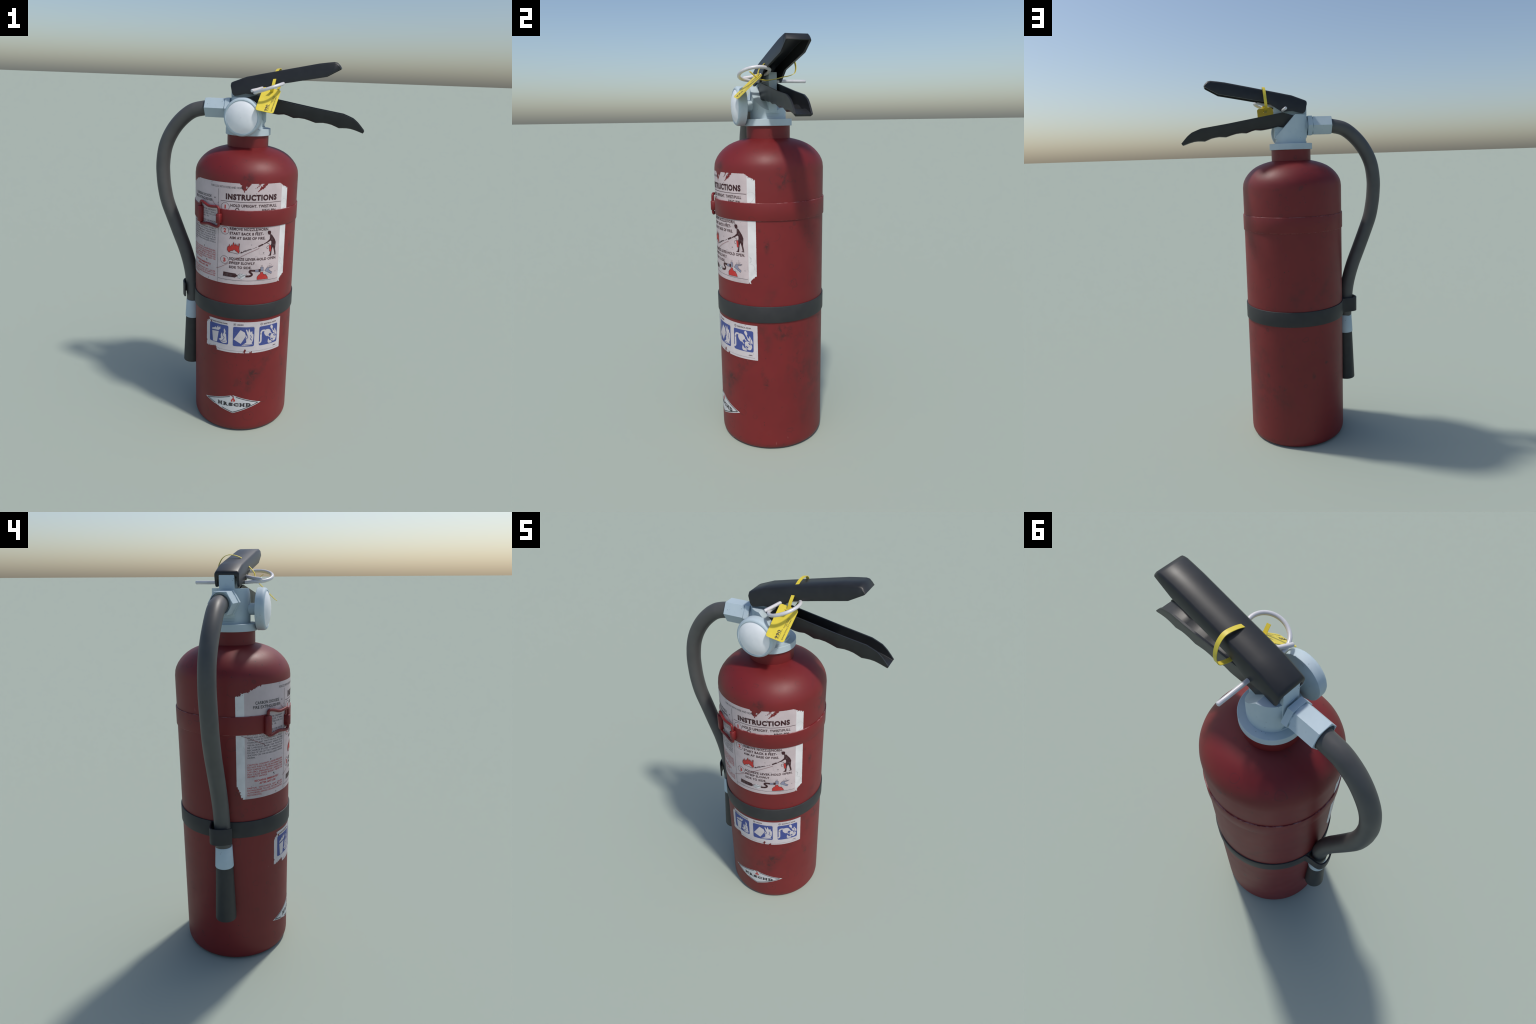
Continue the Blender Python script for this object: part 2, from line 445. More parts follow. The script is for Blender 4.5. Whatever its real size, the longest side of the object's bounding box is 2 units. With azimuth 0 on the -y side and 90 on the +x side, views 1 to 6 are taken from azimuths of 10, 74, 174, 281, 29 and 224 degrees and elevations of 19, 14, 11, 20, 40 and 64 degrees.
FLAME_MARK = [(0.0130, 0.2216), (0.0186, 0.2169), (0.0171, 0.2123), (0.0234, 0.2085), (0.0241, 0.2014), (0.0191, 0.1936), (0.0173, 0.2033), (0.0133, 0.2073), (0.0095, 0.2023), (0.0096, 0.1933), (0.0040, 0.1988), (0.0054, 0.2062), (0.0124, 0.2143)]

# --------------------------------------------------------------------------- tank
tank_profile = [(.0, .0), (.245, .0), (.2575, .0025), (.2660, .0100), (.2703, .0210), (.2718, .033), (R, .046),
                (R, .30), (R, .62), (R, .95), (R, 1.25), (R, 1.436), (.2695, 1.458), (.2645, 1.474), (.2555, 1.4915),
                (.2435, 1.508), (.2290, 1.5235), (.2130, 1.537), (.1950, 1.5485), (.1750, 1.558), (.1535, 1.566), (.1300, 1.5725),
                (.1080, 1.5775), (.060, 1.583), (.0, 1.583)]
v, f = lathe(tank_profile, (AX, AY), 128)
tank = add("tank", v, f, RED, smooth=40)
v, f = lathe([(.100, 1.572), (.1072, 1.572), (.1072, 1.6385), (.100, 1.6385)], (AX, AY), 96)
add("neck", v, f, RED, smooth=40)


def wrap(s, z, off=0., rad=None):
    r = (R if rad is None else rad) + off
    a = s / .2715
    return (AX + r * math.sin(a), AY - r * math.cos(a), z)


def arc_band(a0, a1, r_in, r_out, z0, z1, n, b=.0016):
    """Strap round the tank between two angles (0 = front, + towards the levers side)."""
    sec = [(r_in, z0), (r_out - b, z0), (r_out - b * .3, z0 + b * .3), (r_out, z0 + b), (r_out, z1 - b),
           (r_out - b * .3, z1 - b * .3), (r_out - b, z1), (r_in, z1)]
    secs = []
    for i in range(n + 1):
        a = a0 + (a1 - a0) * i / n
        secs.append([(AX + r * math.sin(a), AY - r * math.cos(a), z) for r, z in sec])
    v, f, k = sweep(secs)
    if a1 - a0 < 6.28:
        f.append(tuple(range(k))[::-1])
        f.append(tuple(n * k + i for i in range(k)))
    return v, f


# red strap, open where the buckle sits
v, f = arc_band(-.285, 2 * math.pi - .785, .2700, .2766, 1.2085, 1.2930, 120)
red_strap = add("red_strap", v, f, RED_STRAP, smooth=50)

# buckle: a wire frame with a pinched waist, and the strap ends folded round its bars


def around(s, z, rad):
    a = s / .29
    return Vector((AX + rad * math.sin(a), AY - rad * math.cos(a), z))


frame = [(-.222, 1.298, .2820), (-.217, 1.310, .2820), (-.205, 1.312, .2825), (-.178, 1.306, .2830), (-.152, 1.2985, .2830), (-.120, 1.3000, .2840),
         (-.096, 1.3030, .2860), (-.086, 1.299, .2870), (-.082, 1.287, .2880), (-.081, 1.250, .2880),
         (-.082, 1.216, .2880), (-.086, 1.204, .2870), (-.098, 1.201, .2860), (-.122, 1.2035, .2840),
         (-.152, 1.2070, .2830), (-.178, 1.202, .2830), (-.205, 1.196, .2825), (-.217, 1.198, .2820),
         (-.222, 1.210, .2820), (-.223, 1.253, .2820)]
loop = catmull([around(*p) for p in frame], 5, True)
v, f = tube(loop + [loop[0], loop[1]], .0068, 12)
add("buckle_frame", v, f, RED, red_strap, smooth=60)


def strap_fold(s0, s1, z0, z1, r0, r1):
    sec = []
    for k in range(16):
        a = 2 * math.pi * k / 16
        c, q = math.cos(a), math.sin(a)
        c = math.copysign(abs(c) ** .55, c)
        q = math.copysign(abs(q) ** .55, q)
        sec.append(((s0 + s1) / 2 + c * (s1 - s0) / 2, (r0 + r1) / 2 + q * (r1 - r0) / 2))
    rings = []
    for z, k in ((z0, .82), (z0 + .003, 1), (z1 - .003, 1), (z1, .82)):
        rings.append([around((s0 + s1) / 2 + (s - (s0 + s1) / 2) * k, z, (r0 + r1) / 2 + (r - (r0 + r1) / 2) * k) for s, r in sec])
    v, f, n = sweep(rings)
    f += [tuple(range(n))[::-1], tuple(3 * n + i for i in range(n))]
    return v, f


v, f = strap_fold(-.241, -.206, 1.2035, 1.2880, .266, .2955)
add("strap_fold", v, f, RED, red_strap, smooth=50)
v, f = strap_fold(-.0960, -.0700, 1.2210, 1.2690, .266, .2990)
add("strap_fold", v, f, RED, red_strap, smooth=50)

# black strap with an open hook that holds the hose
v, f = arc_band(0, 2 * math.pi, .2700, .2778, .7055, .7875, 144)
black_strap = add("black_strap", v, f, STRAP, smooth=50)
hook = catmull([(-.300, .074, .7465), (-.318, .058, .7465), (-.345, .053, .7465), (-.372, .0495, .7465), (-.390, .042, .7465), (-.3990, .027, .7465),
                (-.4000, .008, .7465), (-.3940, -.018, .7465), (-.3840, -.038, .7465), (-.3730, -.0535, .7465)], 6)
v, f = ribbon(hook, (0, 0, 1), .081, .0075)
add("hose_hook", v, f, STRAP, black_strap, bevel=.0015, smooth=40)

# --------------------------------------------------------------------------- valve
v, f = lathe([(.100, 1.6365), (.1150, 1.6365), (.1165, 1.638), (.1165, 1.6675), (.1150, 1.669), (.05, 1.669)], (AX, AY), 72)
valve = add("valve_collar", v, f, METAL, smooth=40)

layers = [(1.665, False), (1.679, False), (1.679, True), (1.695, True), (1.695, False), (1.819, False)]
verts, faces, n = [], [], 72
for z, groove in layers:
    for i in range(n):
        a = 2 * math.pi * i / n
        x, y = .0866 * math.cos(a), .0866 * math.sin(a)
        if groove:
            x = max(-.0785, min(.0785, x))
        verts.append((AX + x, AY + .0005 + y, z))
for j in range(len(layers) - 1):
    for i in range(n):
        i2 = (i + 1) % n
        faces.append((j * n + i, j * n + i2, (j + 1) * n + i2, (j + 1) * n + i))
faces += [tuple(range(n))[::-1], tuple(5 * n + i for i in range(n))]
me = bpy.data.meshes.new("valve_body")
me.from_pydata(verts, [], faces)
bm = bmesh.new()
bm.from_mesh(me)
bmesh.ops.remove_doubles(bm, verts=bm.verts, dist=1e-6)
bmesh.ops.dissolve_degenerate(bm, edges=bm.edges, dist=1e-6)
res = bmesh.ops.bisect_plane(bm, geom=bm.verts[:] + bm.edges[:] + bm.faces[:], plane_co=(-.0605, 0, 1.819),
                             plane_no=Vector((.111, 0, .1015)).normalized(), clear_outer=True)
bmesh.ops.holes_fill(bm, edges=[e for e in res["geom_cut"] if isinstance(e, bmesh.types.BMEdge)])
bm.to_mesh(me)
bm.free()
valve_body = add_mesh("valve_body", me, METAL, smooth=35)

yc = .0048
v, f = prism([(-.1285, yc - .0345), (.0455, yc - .0195), (.0455, yc + .0195), (-.1285, yc + .0345)],
             lambda x, y, z: (x, y, z), 1.7000, 1.8800)
add("valve_post", v, f, METAL, valve_body, bevel=.0015)

# outlet on the hose side: stub, thin nut, long coupler
HY, HZ = .000, 1.7628


def hexagon(r_hex, x0, x1, hole=None, depth=.012, ch=.0016):
    n = 48
    ca = math.cos(math.pi / 6)

    def rad(a, r):
        m = (a % (math.pi / 3)) - math.pi / 6
        return r * ca / math.cos(m)
    sgn = 1 if x1 > x0 else -1
    rings = [(r_hex - ch, x0, 1), (r_hex, x0 + sgn * ch, 1), (r_hex, x1 - sgn * ch, 1), (r_hex - ch, x1, 1)]
    if hole:
        rings += [(hole, x1, 0), (hole, x1 - sgn * depth, 0), (.005, x1 - sgn * depth, 0)]
    else:
        rings += [(.005, x1, 0)]
    rings.insert(0, (.005, x0, 0))
    verts, faces = [], []
    for r, x, hx in rings:
        for i in range(n):
            a = 2 * math.pi * i / n
            q = rad(a, r) if hx else r
            verts.append((x, HY + q * math.cos(a), HZ + q * math.sin(a)))
    for j in range(len(rings) - 1):
        for i in range(n):
            i2 = (i + 1) % n
            faces.append((j * n + i, j * n + i2, (j + 1) * n + i2, (j + 1) * n + i))
    return verts, faces


v, f = lathe([(.001, -.100), (.036, -.100), (.036, -.150), (.001, -.150)], (HY, HZ), 40, 'x')
add("outlet_stub", v, f, METAL, valve_body)
v, f = lathe([(.001, -.150), (.0475, -.150), (.0475, -.170), (.001, -.170)], (HY, HZ), 40, 'x')
add("outlet_collar", v, f, METAL, valve_body)
v, f = hexagon(.0590, -.1360, -.1605)
add("hex_nut", v, f, METAL, valve_body, smooth=28)
v, f = hexagon(.0545, -.1645, -.2670, .0440)
add("hex_coupler", v, f, METAL, valve_body, smooth=28)

# --------------------------------------------------------------------------- gauge
GX, GZ = -.0445, 1.7300
v, f = lathe([(.001, -.0640), (.0262, -.0640), (.0262, -.122), (.001, -.122)], (GX, GZ), 40, 'y')
add("gauge_stem", v, f, METAL, valve_body)
rim = [(.001, -.1185), (.0905, -.1185), (.0925, -.1200), (.0925, -.1430), (.0918, -.1500), (.0893, -.1560), (.0850, -.1598),
       (.0810, -.1605), (.0795, -.1590), (.0790, -.1560), (.001, -.1560)]
v, f = lathe(rim, (GX, GZ), 72, 'y')
gauge = add("pressure_gauge", v, f, METAL, smooth=40)
face = [(.0789, -.1575), (.074, -.1605), (.065, -.1645), (.054, -.1685), (.042, -.1716), (.029, -.1738), (.015, -.1750), (.0008, -.1755)]
v, f = lathe(face, (GX, GZ), 72, 'y')
add("gauge_glass", v, f, DIAL, gauge, smooth=60)

# --------------------------------------------------------------------------- handles


def channel(stations, half, wall, plate, corner, ycen, upside):
    """U-section bar. stations = (open-edge point, closed-edge point) in the xz plane.
    half(x) outer half width; plate = thickness of the closed side."""
    secs = []
    for (bx, bz), (tx, tz) in stations:
        d = Vector((bx - tx, bz - tz))
        h = d.length
        d = d / h
        w = half(tx)
        rc = min(corner, h * .7)
        pl = min(plate, h * .8)
        ri = max(.001, min(corner - wall * .6, (h - pl) * .6, .008))
        out = [(-w, h), (-w, rc), (-w + rc, 0), (w - rc, 0), (w, rc)]
        out += [(w, h), (w - wall, h)]
        wi = w - wall
        for k in range(4):
            a = math.pi / 2 * k / 3
            out.append((wi - ri + ri * math.cos(a), pl + ri - ri * math.sin(a)))
        for k in range(4):
            a = math.pi / 2 * k / 3
            out.append((-wi + ri - ri * math.sin(a), pl + ri - ri * math.cos(a)))
        out.append((-w + wall, h))
        secs.append([(tx + d.x * q, ycen(tx) + y, tz + d.y * q) for y, q in out])
    v, f, n = sweep(secs)
    f += [tuple(range(n))[::-1], tuple((len(secs) - 1) * n + i for i in range(n))]
    return v, f


carry = [((-.1215, 1.842), (-.1298, 1.880)), ((-.1165, 1.8315), (-.1270, 1.8885)), ((-.1070, 1.8255), (-.1180, 1.8935)), ((-.090, 1.8285), (-.092, 1.9030)),
         ((-.052, 1.8385), (-.047, 1.9195)), ((-.020, 1.8370), (-.012, 1.9265)), ((.006, 1.8355), (.016, 1.9325)),
         ((.045, 1.8600), (.050, 1.9395)), ((.084, 1.8855), (.088, 1.9470)), ((.110, 1.8905), (.114, 1.9525)),
         ((.160, 1.8990), (.163, 1.9625)), ((.200, 1.9065), (.203, 1.9705)), ((.250, 1.9155), (.253, 1.9805)),
         ((.300, 1.9245), (.303, 1.9905)), ((.341, 1.9320), (.343, 1.9960)), ((.372, 1.9487), (.377, 1.9998)),
         ((.392, 1.9595), (.3915, 1.9975)), ((.404, 1.9660), (.4040, 1.9865)), ((.4085, 1.9690), (.4125, 1.9735))]
v, f = channel(carry, lambda x: .0545, .0100, .0120, .0080, lambda x: .0042, True)
carry_handle = add("carry_handle", v, f, BLACK, smooth=50)


def lever_top(x):
    return 1.8330 - .1718 * (x - .003) if x < .294 else 1.7830 - .1520 * (x - .294)


grip = [(.0270, 1.7600), (.0600, 1.7525), (.0870, 1.7480), (.1030, 1.7455), (.1180, 1.7443), (.1460, 1.7468), (.1650, 1.7420), (.1800, 1.7365), (.1940, 1.7315),
        (.2215, 1.7330), (.2500, 1.7300), (.2760, 1.7230), (.2920, 1.7180), (.3065, 1.7135), (.3430, 1.7155), (.3650, 1.7130), (.3860, 1.7085), (.4050, 1.7010), (.4230, 1.6940), (.4390, 1.6950)]
squeeze = [((-.057, 1.8160), (-.057, 1.7450)), ((-.020, 1.8268), (-.022, 1.7500)), ((.003, 1.8330), (-.002, 1.7545))]
squeeze += [((x, lever_top(x)), (x, z)) for x, z in grip]
squeeze += [((.4640, 1.7515), (.4600, 1.6955)), ((.4885, 1.7415), (.4800, 1.6935)), ((.5020, 1.7315), (.4960, 1.6895)),
            ((.5140, 1.7215), (.5080, 1.6860)), ((.5310, 1.7035), (.5240, 1.6805)), ((.5420, 1.6910), (.5350, 1.6768)), ((.5472, 1.6850), (.5408, 1.6748))]
v, f = channel(squeeze, lambda x: .0420 if x < .35 else .0420 - .0035 * (x - .35) / .19, .0075, .0090, .0070, lambda x: -.0425 * (x - .003), False)
squeeze_lever = add("squeeze_lever", v, f, BLACK, smooth=50)

# --------------------------------------------------------------------------- pull pin and ring
rc_, rn, rr = Vector((.0729, -.091, 1.8695)), Vector((-.3408, -.0533, 1)).normalized(), .0724
ra = rn.cross(Vector((0, 1, 0))).normalized()
rb = rn.cross(ra)
# choose the sense and start that continue the pin towards the front, then the levers side
sense = 0 if (ra * rr).x < 0 else 1
start_a = 0 if sense == 0 else math.pi
ring = []
for k in range(0, 33):
    a = start_a + 2 * math.pi * k / 48
    pA = rc_ + ra * rr * math.cos(a) + rb * rr * math.sin(a)
    pB = rc_ + ra * rr * math.cos(a) - rb * rr * math.sin(a)
    test = rc_ + ra * rr * math.cos(start_a + .3) + rb * rr * math.sin(start_a + .3)
    ring.append(pA if test.y < rc_.y else pB)
pin = [Vector((.0025, y, 1.8425)) for y in (.1805, .14, .09, .04, .0, -.03)] + [Vector((.003, -.06, 1.8435))]
tail = [Vector((.052, -.0255, 1.8735)), Vector((.033, -.047, 1.8685)), Vector((.015, -.083, 1.8615)), Vector((-.004, -.126, 1.8555))]
path = pin + catmull([ring[0]] + ring[2::3] + tail, 6)
v, f = tube(path, .0079, 16, True)
add("pull_pin", v, f, WIRE, smooth=60)

# --------------------------------------------------------------------------- lettering helpers
_CAP = None


def text_tris(txt, bold=0., gap=1.):
    cu = bpy.data.curves.new("t", 'FONT')
    cu.body = txt
    cu.size = 1
    cu.offset = bold
    cu.space_character = gap
    cu.resolution_u = 3
    cu.fill_mode = 'FRONT'
    ob = bpy.data.objects.new("t", cu)
    bpy.context.scene.collection.objects.link(ob)
    dg = bpy.context.evaluated_depsgraph_get()
    me = bpy.data.meshes.new_from_object(ob.evaluated_get(dg))
    vs = [(q.co.x, q.co.y) for q in me.vertices]
    fs = [tuple(p.vertices) for p in me.polygons]
    bpy.data.objects.remove(ob)
    bpy.data.curves.remove(cu)
    bpy.data.meshes.remove(me)
    return vs, fs


CAP = max(y for x, y in text_tris("H")[0])


def lettering(txt, s0, s1, z0, z1, bold=.02):
    """Text fitted between s0..s1 with capitals from z0 to z1 (2-D)."""
    vs, fs = text_tris(txt, bold, 1 + 2.6 * bold)
    x0 = min(p[0] for p in vs)
    x1 = max(p[0] for p in vs)
    k = (z1 - z0) / (CAP + 2 * bold)
    return [(s0 + (x - x0) * (s1 - s0) / (x1 - x0), z0 + (y + bold) * k) for x, y in vs], fs


def filled(pts, smooth=0):
    P = [Vector((p[0], p[1], 0)) for p in (catmull([(a, b, 0) for a, b in pts], smooth, True) if smooth else pts)]
    tri = tessellate_polygon([P])
    return [(p.x, p.y) for p in P], [tuple(t) for t in tri]


def stroke(pts, w, smooth=0, closed=False, w_end=None):
    P = [Vector((p[0], p[1], 0)) for p in pts]
    if smooth:
        P = catmull(P, smooth, closed)
    if closed:
        P = P + [P[0]]
    m = len(P)
    vs, fs = [], []
    for i in range(m):
        if closed:
            t = P[(i + 1) % (m - 1)] - P[(i - 1) % (m - 1)]
        else:
            t = P[min(i + 1, m - 1)] - P[max(i - 1, 0)]
        t = t.normalized()
        ww = w if w_end is None else w + (w_end - w) * i / (m - 1)
        nx, ny = -t.y * ww / 2, t.x * ww / 2
        vs += [(P[i].x + nx, P[i].y + ny), (P[i].x - nx, P[i].y - ny)]
    for i in range(m - 1):
        fs.append((2 * i, 2 * i + 1, 2 * i + 3, 2 * i + 2))
    return vs, fs


def ellipse(c, rx, ry, n=32):
    return [(c[0] + rx * math.cos(2 * math.pi * i / n), c[1] + ry * math.sin(2 * math.pi * i / n)) for i in range(n)]


def rounded_rect(s0, s1, z0, z1, r):
    pts = []
    for cx, cz, a0 in ((s1 - r, z1 - r, 0), (s0 + r, z1 - r, 90), (s0 + r, z0 + r, 180), (s1 - r, z0 + r, 270)):
        for k in range(6):
            a = math.radians(a0 + 18 * k)
            pts.append((cx + r * math.cos(a), cz + r * math.sin(a)))
    return pts


def on_tank(name, pieces, mat, parent, off, stuff=True):
    """Flat print laid on the tank: cut into narrow vertical slices, then wrapped round."""
    vs, fs = merge(*pieces)
    bm = bmesh.new()
    bv = [bm.verts.new((x, y, 0)) for x, y in vs]
    for q in fs:
        try:
            bm.faces.new([bv[i] for i in q])
        except ValueError:
            pass
    lo, hi = min(x for x, y in vs), max(x for x, y in vs)
    k = math.floor(lo / .008) + 1
    while k * .008 < hi:
        bmesh.ops.bisect_plane(bm, geom=bm.verts[:] + bm.edges[:] + bm.faces[:], plane_co=(k * .008, 0, 0), plane_no=(1, 0, 0))
        k += 1
    for q in bm.verts:
        q.co = wrap(q.co.x, q.co.y, off)
    bm.normal_update()
    for q in bm.faces:
        c = q.calc_center_median()
        if q.normal.dot(Vector((c.x - AX, c.y - AY, 0))) < 0:
            q.normal_flip()
    me = bpy.data.meshes.new(name)
    bm.to_mesh(me)
    bm.free()
    return add_mesh(name, me, mat, parent, smooth=0, stuff=stuff, recalc=False)


# --------------------------------------------------------------------------- torn stickers


def seg_dist(p, a, b):
    ax, ay = b[0] - a[0], b[1] - a[1]
    t = max(0, min(1, ((p[0] - a[0]) * ax + (p[1] - a[1]) * ay) / (ax * ax + ay * ay)))
    return math.hypot(p[0] - a[0] - ax * t, p[1] - a[1] - ay * t)


def line_side(p, a, b):
    """Signed distance, positive to the right of a->b."""
    dx, dy = b[0] - a[0], b[1] - a[1]
    return ((p[0] - a[0]) * dy - (p[1] - a[1]) * dx) / math.hypot(dx, dy)


def sticker(name, edges, bites, mat, step=.0016, off=.0006, clip=True):
    """Paper sheet: convex outline (edges clockwise) minus ragged bites, trimmed cell by cell."""
    s0 = min(e[0] for e in edges)
    s1 = max(e[0] for e in edges)
    z0 = min(e[1] for e in edges)
    z1 = max(e[1] for e in edges)
    ne = len(edges)

    def field(s, z):
        p = (s, z)
        f = min(line_side(p, edges[i], edges[(i + 1) % ne]) for i in range(ne))
        f += .0005 * noise.noise((s * 180, z * 180, 3.1)) - .0003
        for b in bites:
            if b[0] == 'line':
                d = line_side(p, b[1], b[2])
                amp = b[3]
            elif b[0] == 'cap':
                d = seg_dist(p, b[1], b[2]) - b[3]
                amp = b[4]
            else:
                d = max(-line_side(p, b[1][i], b[1][(i + 1) % 3]) for i in range(3))
                amp = b[2]
            if d < f and d < .03:
                d += amp * (.9 * noise.noise((s * 95, z * 70, 1.7)) + .9 * noise.noise(((s + z * .5) * 330, z * 120, 9.2)) + .5 * noise.noise((s * 620, z * 380, 4.4)))
                f = min(f, d)
        return f
    ns, nz = int((s1 - s0) / step) + 3, int((z1 - z0) / step) + 3
    g = [[field(s0 - step + i * step, z0 - step + j * step) for j in range(nz)] for i in range(ns)]
    verts, faces, index = [], [], {}

    def vert(s, z):
        key = (round(s, 6), round(z, 6))
        if key not in index:
            index[key] = len(verts)
            verts.append(wrap(s, z, off))
        return index[key]
    for i in range(ns - 1):
        for j in range(nz - 1):
            cs = [(i, j), (i + 1, j), (i + 1, j + 1), (i, j + 1)]
            vals = [g[a][b] for a, b in cs]
            if max(vals) <= 0:
                continue
            poly = []
            for k in range(4):
                (a, b), va = cs[k], vals[k]
                (c, d), vb = cs[(k + 1) % 4], vals[(k + 1) % 4]
                if va > 0:
                    poly.append(vert(s0 - step + a * step, z0 - step + b * step))
                if (va > 0) != (vb > 0):
                    t = va / (va - vb)
                    poly.append(vert(s0 - step + (a + (c - a) * t) * step, z0 - step + (b + (d - b) * t) * step))
            poly = list(dict.fromkeys(poly))
            if len(poly) > 2:
                faces.append(tuple(poly))
    me = bpy.data.meshes.new(name)
    me.from_pydata(verts, [], faces)
    return add_mesh(name, me, mat, ROOT, smooth=60, recalc=False)


def box(s0, s1, z0, z1):
    return [(s0, z0), (s0, z1), (s1, z1), (s1, z0)]


main_bites = [('line', (-.3575, 1.3790), (-.2250, 1.4290), .0080),
              ('tri', [(.014, 1.440), (.092, 1.440), (.044, 1.389)], .009),
              ('cap', (.160, 1.432), (.126, 1.400), .0060, .009), ('cap', (.126, 1.400), (.108, 1.382), .0018, .0045),
              ('cap', (.128, 1.432), (.112, 1.412), .0045, .008),
              ('line', (.2320, 1.4275), (.2880, 1.3900), .0110),
              ('line', (.2900, .9470), (.2440, .8990), .0110),
              ('line', (-.3290, .8990), (-.3570, .9780), .0110)]
main_label = sticker("instruction_label", box(-.3565, .2868, .9000, 1.4275), main_bites, PAPER)
pict_bites = [('line', (-.1610, .6400), (-.1330, .6880), .0110), ('cap', (-.150, .498), (-.104, .508), .0150, .010),
              ('cap', (.071, .498), (.073, .516), .0070, .009), ('cap', (.100, .498), (.104, .504), .0050, .009),
              ('cap', (.030, .496), (.040, .498), .0055, .005), ('cap', (-.166, .590), (-.162, .575), .0040, .007), ('cap', (-.128, .668), (-.118, .652), .0035, .006), ('cap', (-.160, .540), (-.158, .530), .0040, .007)]
pict_label = sticker("picture_label", box(-.1600, .2850, .5020, .6870), pict_bites, PAPER2)
badge_bites = [('cap', (-.002, .240), (.016, .2255), .0040, .004), ('cap', (.026, .236), (.040, .231), .0025, .004),
               ('cap', (-.094, .151), (-.060, .135), .0085, .004), ('cap', (.150, .174), (.176, .178), .0020, .003)]
badge = sticker("brand_badge", [(-.1660, .1812), (.0115, .2362), (.1745, .1855), (.0135, .1195)], badge_bites, PAPER3, step=.0014)

# --------------------------------------------------------------------------- print: instructions
P1 = .0011
P2 = .0016
P3 = .0021
dark = [lettering("INSTRUCTIONS", -.0475, .2140, 1.3440, 1.3735, .058),
        lettering("HOLD UPRIGHT. TWIST/PULL", -.0220, .2165, 1.3090, 1.3235, .032),
        lettering("RING PIN.", .1370, .2140, 1.2865, 1.3010, .032),
        lettering("REMOVE NOZZLE/HORN.", -.0235, .1780, 1.1895, 1.2040, .032),
        lettering("START BACK 8 FEET-", -.0237, .1500, 1.1660, 1.1808, .032),
        lettering("AIM AT BASE OF FIRE.", -.0240, .1600, 1.1432, 1.1575, .032),
        lettering("SQUEEZE LEVER-HOLD OPEN.", -.0236, .2290, 1.0323, 1.0465, .032),
        lettering("SWEEP SLOWLY", -.0238, .1100, 1.0098, 1.0240, .032),
        lettering("SIDE TO SIDE.", -.0240, .0922, .9868, 1.0005, .032),
        stroke([(-.0752, 1.3352), (.2420, 1.3335)], .0022),
        stroke([(.000, 1.286), (.006, 1.3005), (.018, 1.3015), (.024, 1.286)], .0035, 4),
        filled(MAN), filled(HEAD, 3), filled(ARM), filled(HORN_SMALL),
        stroke(TINY_HOSE, .0020, 4), stroke(TINY_LOOP, .0020, 4),
        filled(HORN_BIG), stroke(HOSE_DRAWN, .0105, 5), filled(VALVE_DARK),
        stroke(LOG, .0018, 3)]
for z in (1.3065, 1.1850, 1.0290):
    dark.append(stroke(ellipse((-.0498, z), .0218, .0205), .0017, 0, True))
rnd = random.Random(3)
for i in range(len(SPRAY) - 1):
    a, b = SPRAY[i], SPRAY[i + 1]
    for k in range(4 + 3 * i):
        t = rnd.random()
        p = (a[0] + (b[0] - a[0]) * t, a[1] + (b[1] - a[1]) * t + rnd.uniform(-1, 1) * (.0012 + .0009 * i))
        ln = rnd.uniform(.004, .010)
        dark.append(stroke([(p[0] - ln / 2, p[1] - ln * .17), (p[0], p[1] + .0008), (p[0] + ln / 2, p[1] + ln * .17)], rnd.uniform(.0010, .0022), 3))
on_tank("instruction_print", dark, INK, main_label, P1)

black = [stroke([(-.0877, 1.3930), (-.0882, .9015)], .0014), stroke([(-.0867, .9228), (.2412, .9218)], .0014),
         lettering("FOR CO2 WITH HOSE AND HORN", -.1328, .0400, 1.4000, 1.4100, .0),
         lettering("CARBON DIOXIDE", -.2666, -.1323, 1.3425, 1.3560, .02),
         lettering("FIRE EXTINGUISHER", -.2772, -.1250, 1.3230, 1.3365, .02)]
small = ["THIS EXTINGUISHER IS FOR ORDINARY", "USE UNDER NATIONAL CODE. IT SHALL", "BE INSPECTED AS DIRECTED FOR CO2",
         "UNITS BY NFPA NO. 10.", "", "INSPECT FOR FRAYED OR POOR", "FITTING HOSE, CHECK NOZZLE,",
         "HOSE AND HORN. BE SURE IT IS PROPERLY", "THAT THE EXTINGUISHER IS FULLY", "CHARGED AND THAT THE PULL PIN AND",
         "VISUAL SEALS ARE INTACT. WEIGHT IS TO", "BE CHECKED EVERY SIX MONTHS.",
         "RECHARGE IF LOSS OF WEIGHT IS IN", "EXCESS OF 10% OF THE CHARGE WEIGHT",
         "SHOWN ON VALVE INCLUDES HOSE &", "HORN."]
z = 1.2820
for line in small:
    if line:
        full = -.1030 if line not in ("HORN.", "UNITS BY NFPA NO. 10.") else (-.2680 if line == "HORN." else -.150)
        black.append(lettering(line, -.3045, full, z - .0078, z, .0))
    z -= .01185
on_tank("small_print", black, INK_BLACK, main_label, P1)

red = [lettering("1", -.0530, -.0468, 1.2965, 1.3165, .03), lettering("2", -.0565, -.0430, 1.1745, 1.1960, .032),
       lettering("3", -.0565, -.0430, 1.0180, 1.0395, .045), filled(FIRE), filled(TINY_TANK), filled(TANK_DRAWN)]
z = 1.0700
for line, end in (("CAUTION: CONTENTS UNDER PRESSURE.", -.102), ("DO NOT PUNCTURE OR INCINERATE. DO", -.102), ("NOT EXPOSE TO TEMPERATURES OVER", -.102),
                  ("120F (49C). IMPROPER OR CARELESS USE", -.102), ("MAY CAUSE SEVERE BODILY INJURY OR", -.102), ("PROPERTY DAMAGE.", -.205)):
    red.append(lettering(line, -.3060, end, z - .0078, z, .0))
    z -= .0115
red += [lettering("RECHARGE IMMEDIATELY", -.2720, -.1320, .9820, .9915, .02), lettering("AFTER ANY USE", -.2480, -.1540, .9675, .9770, .02)]
z = .9570
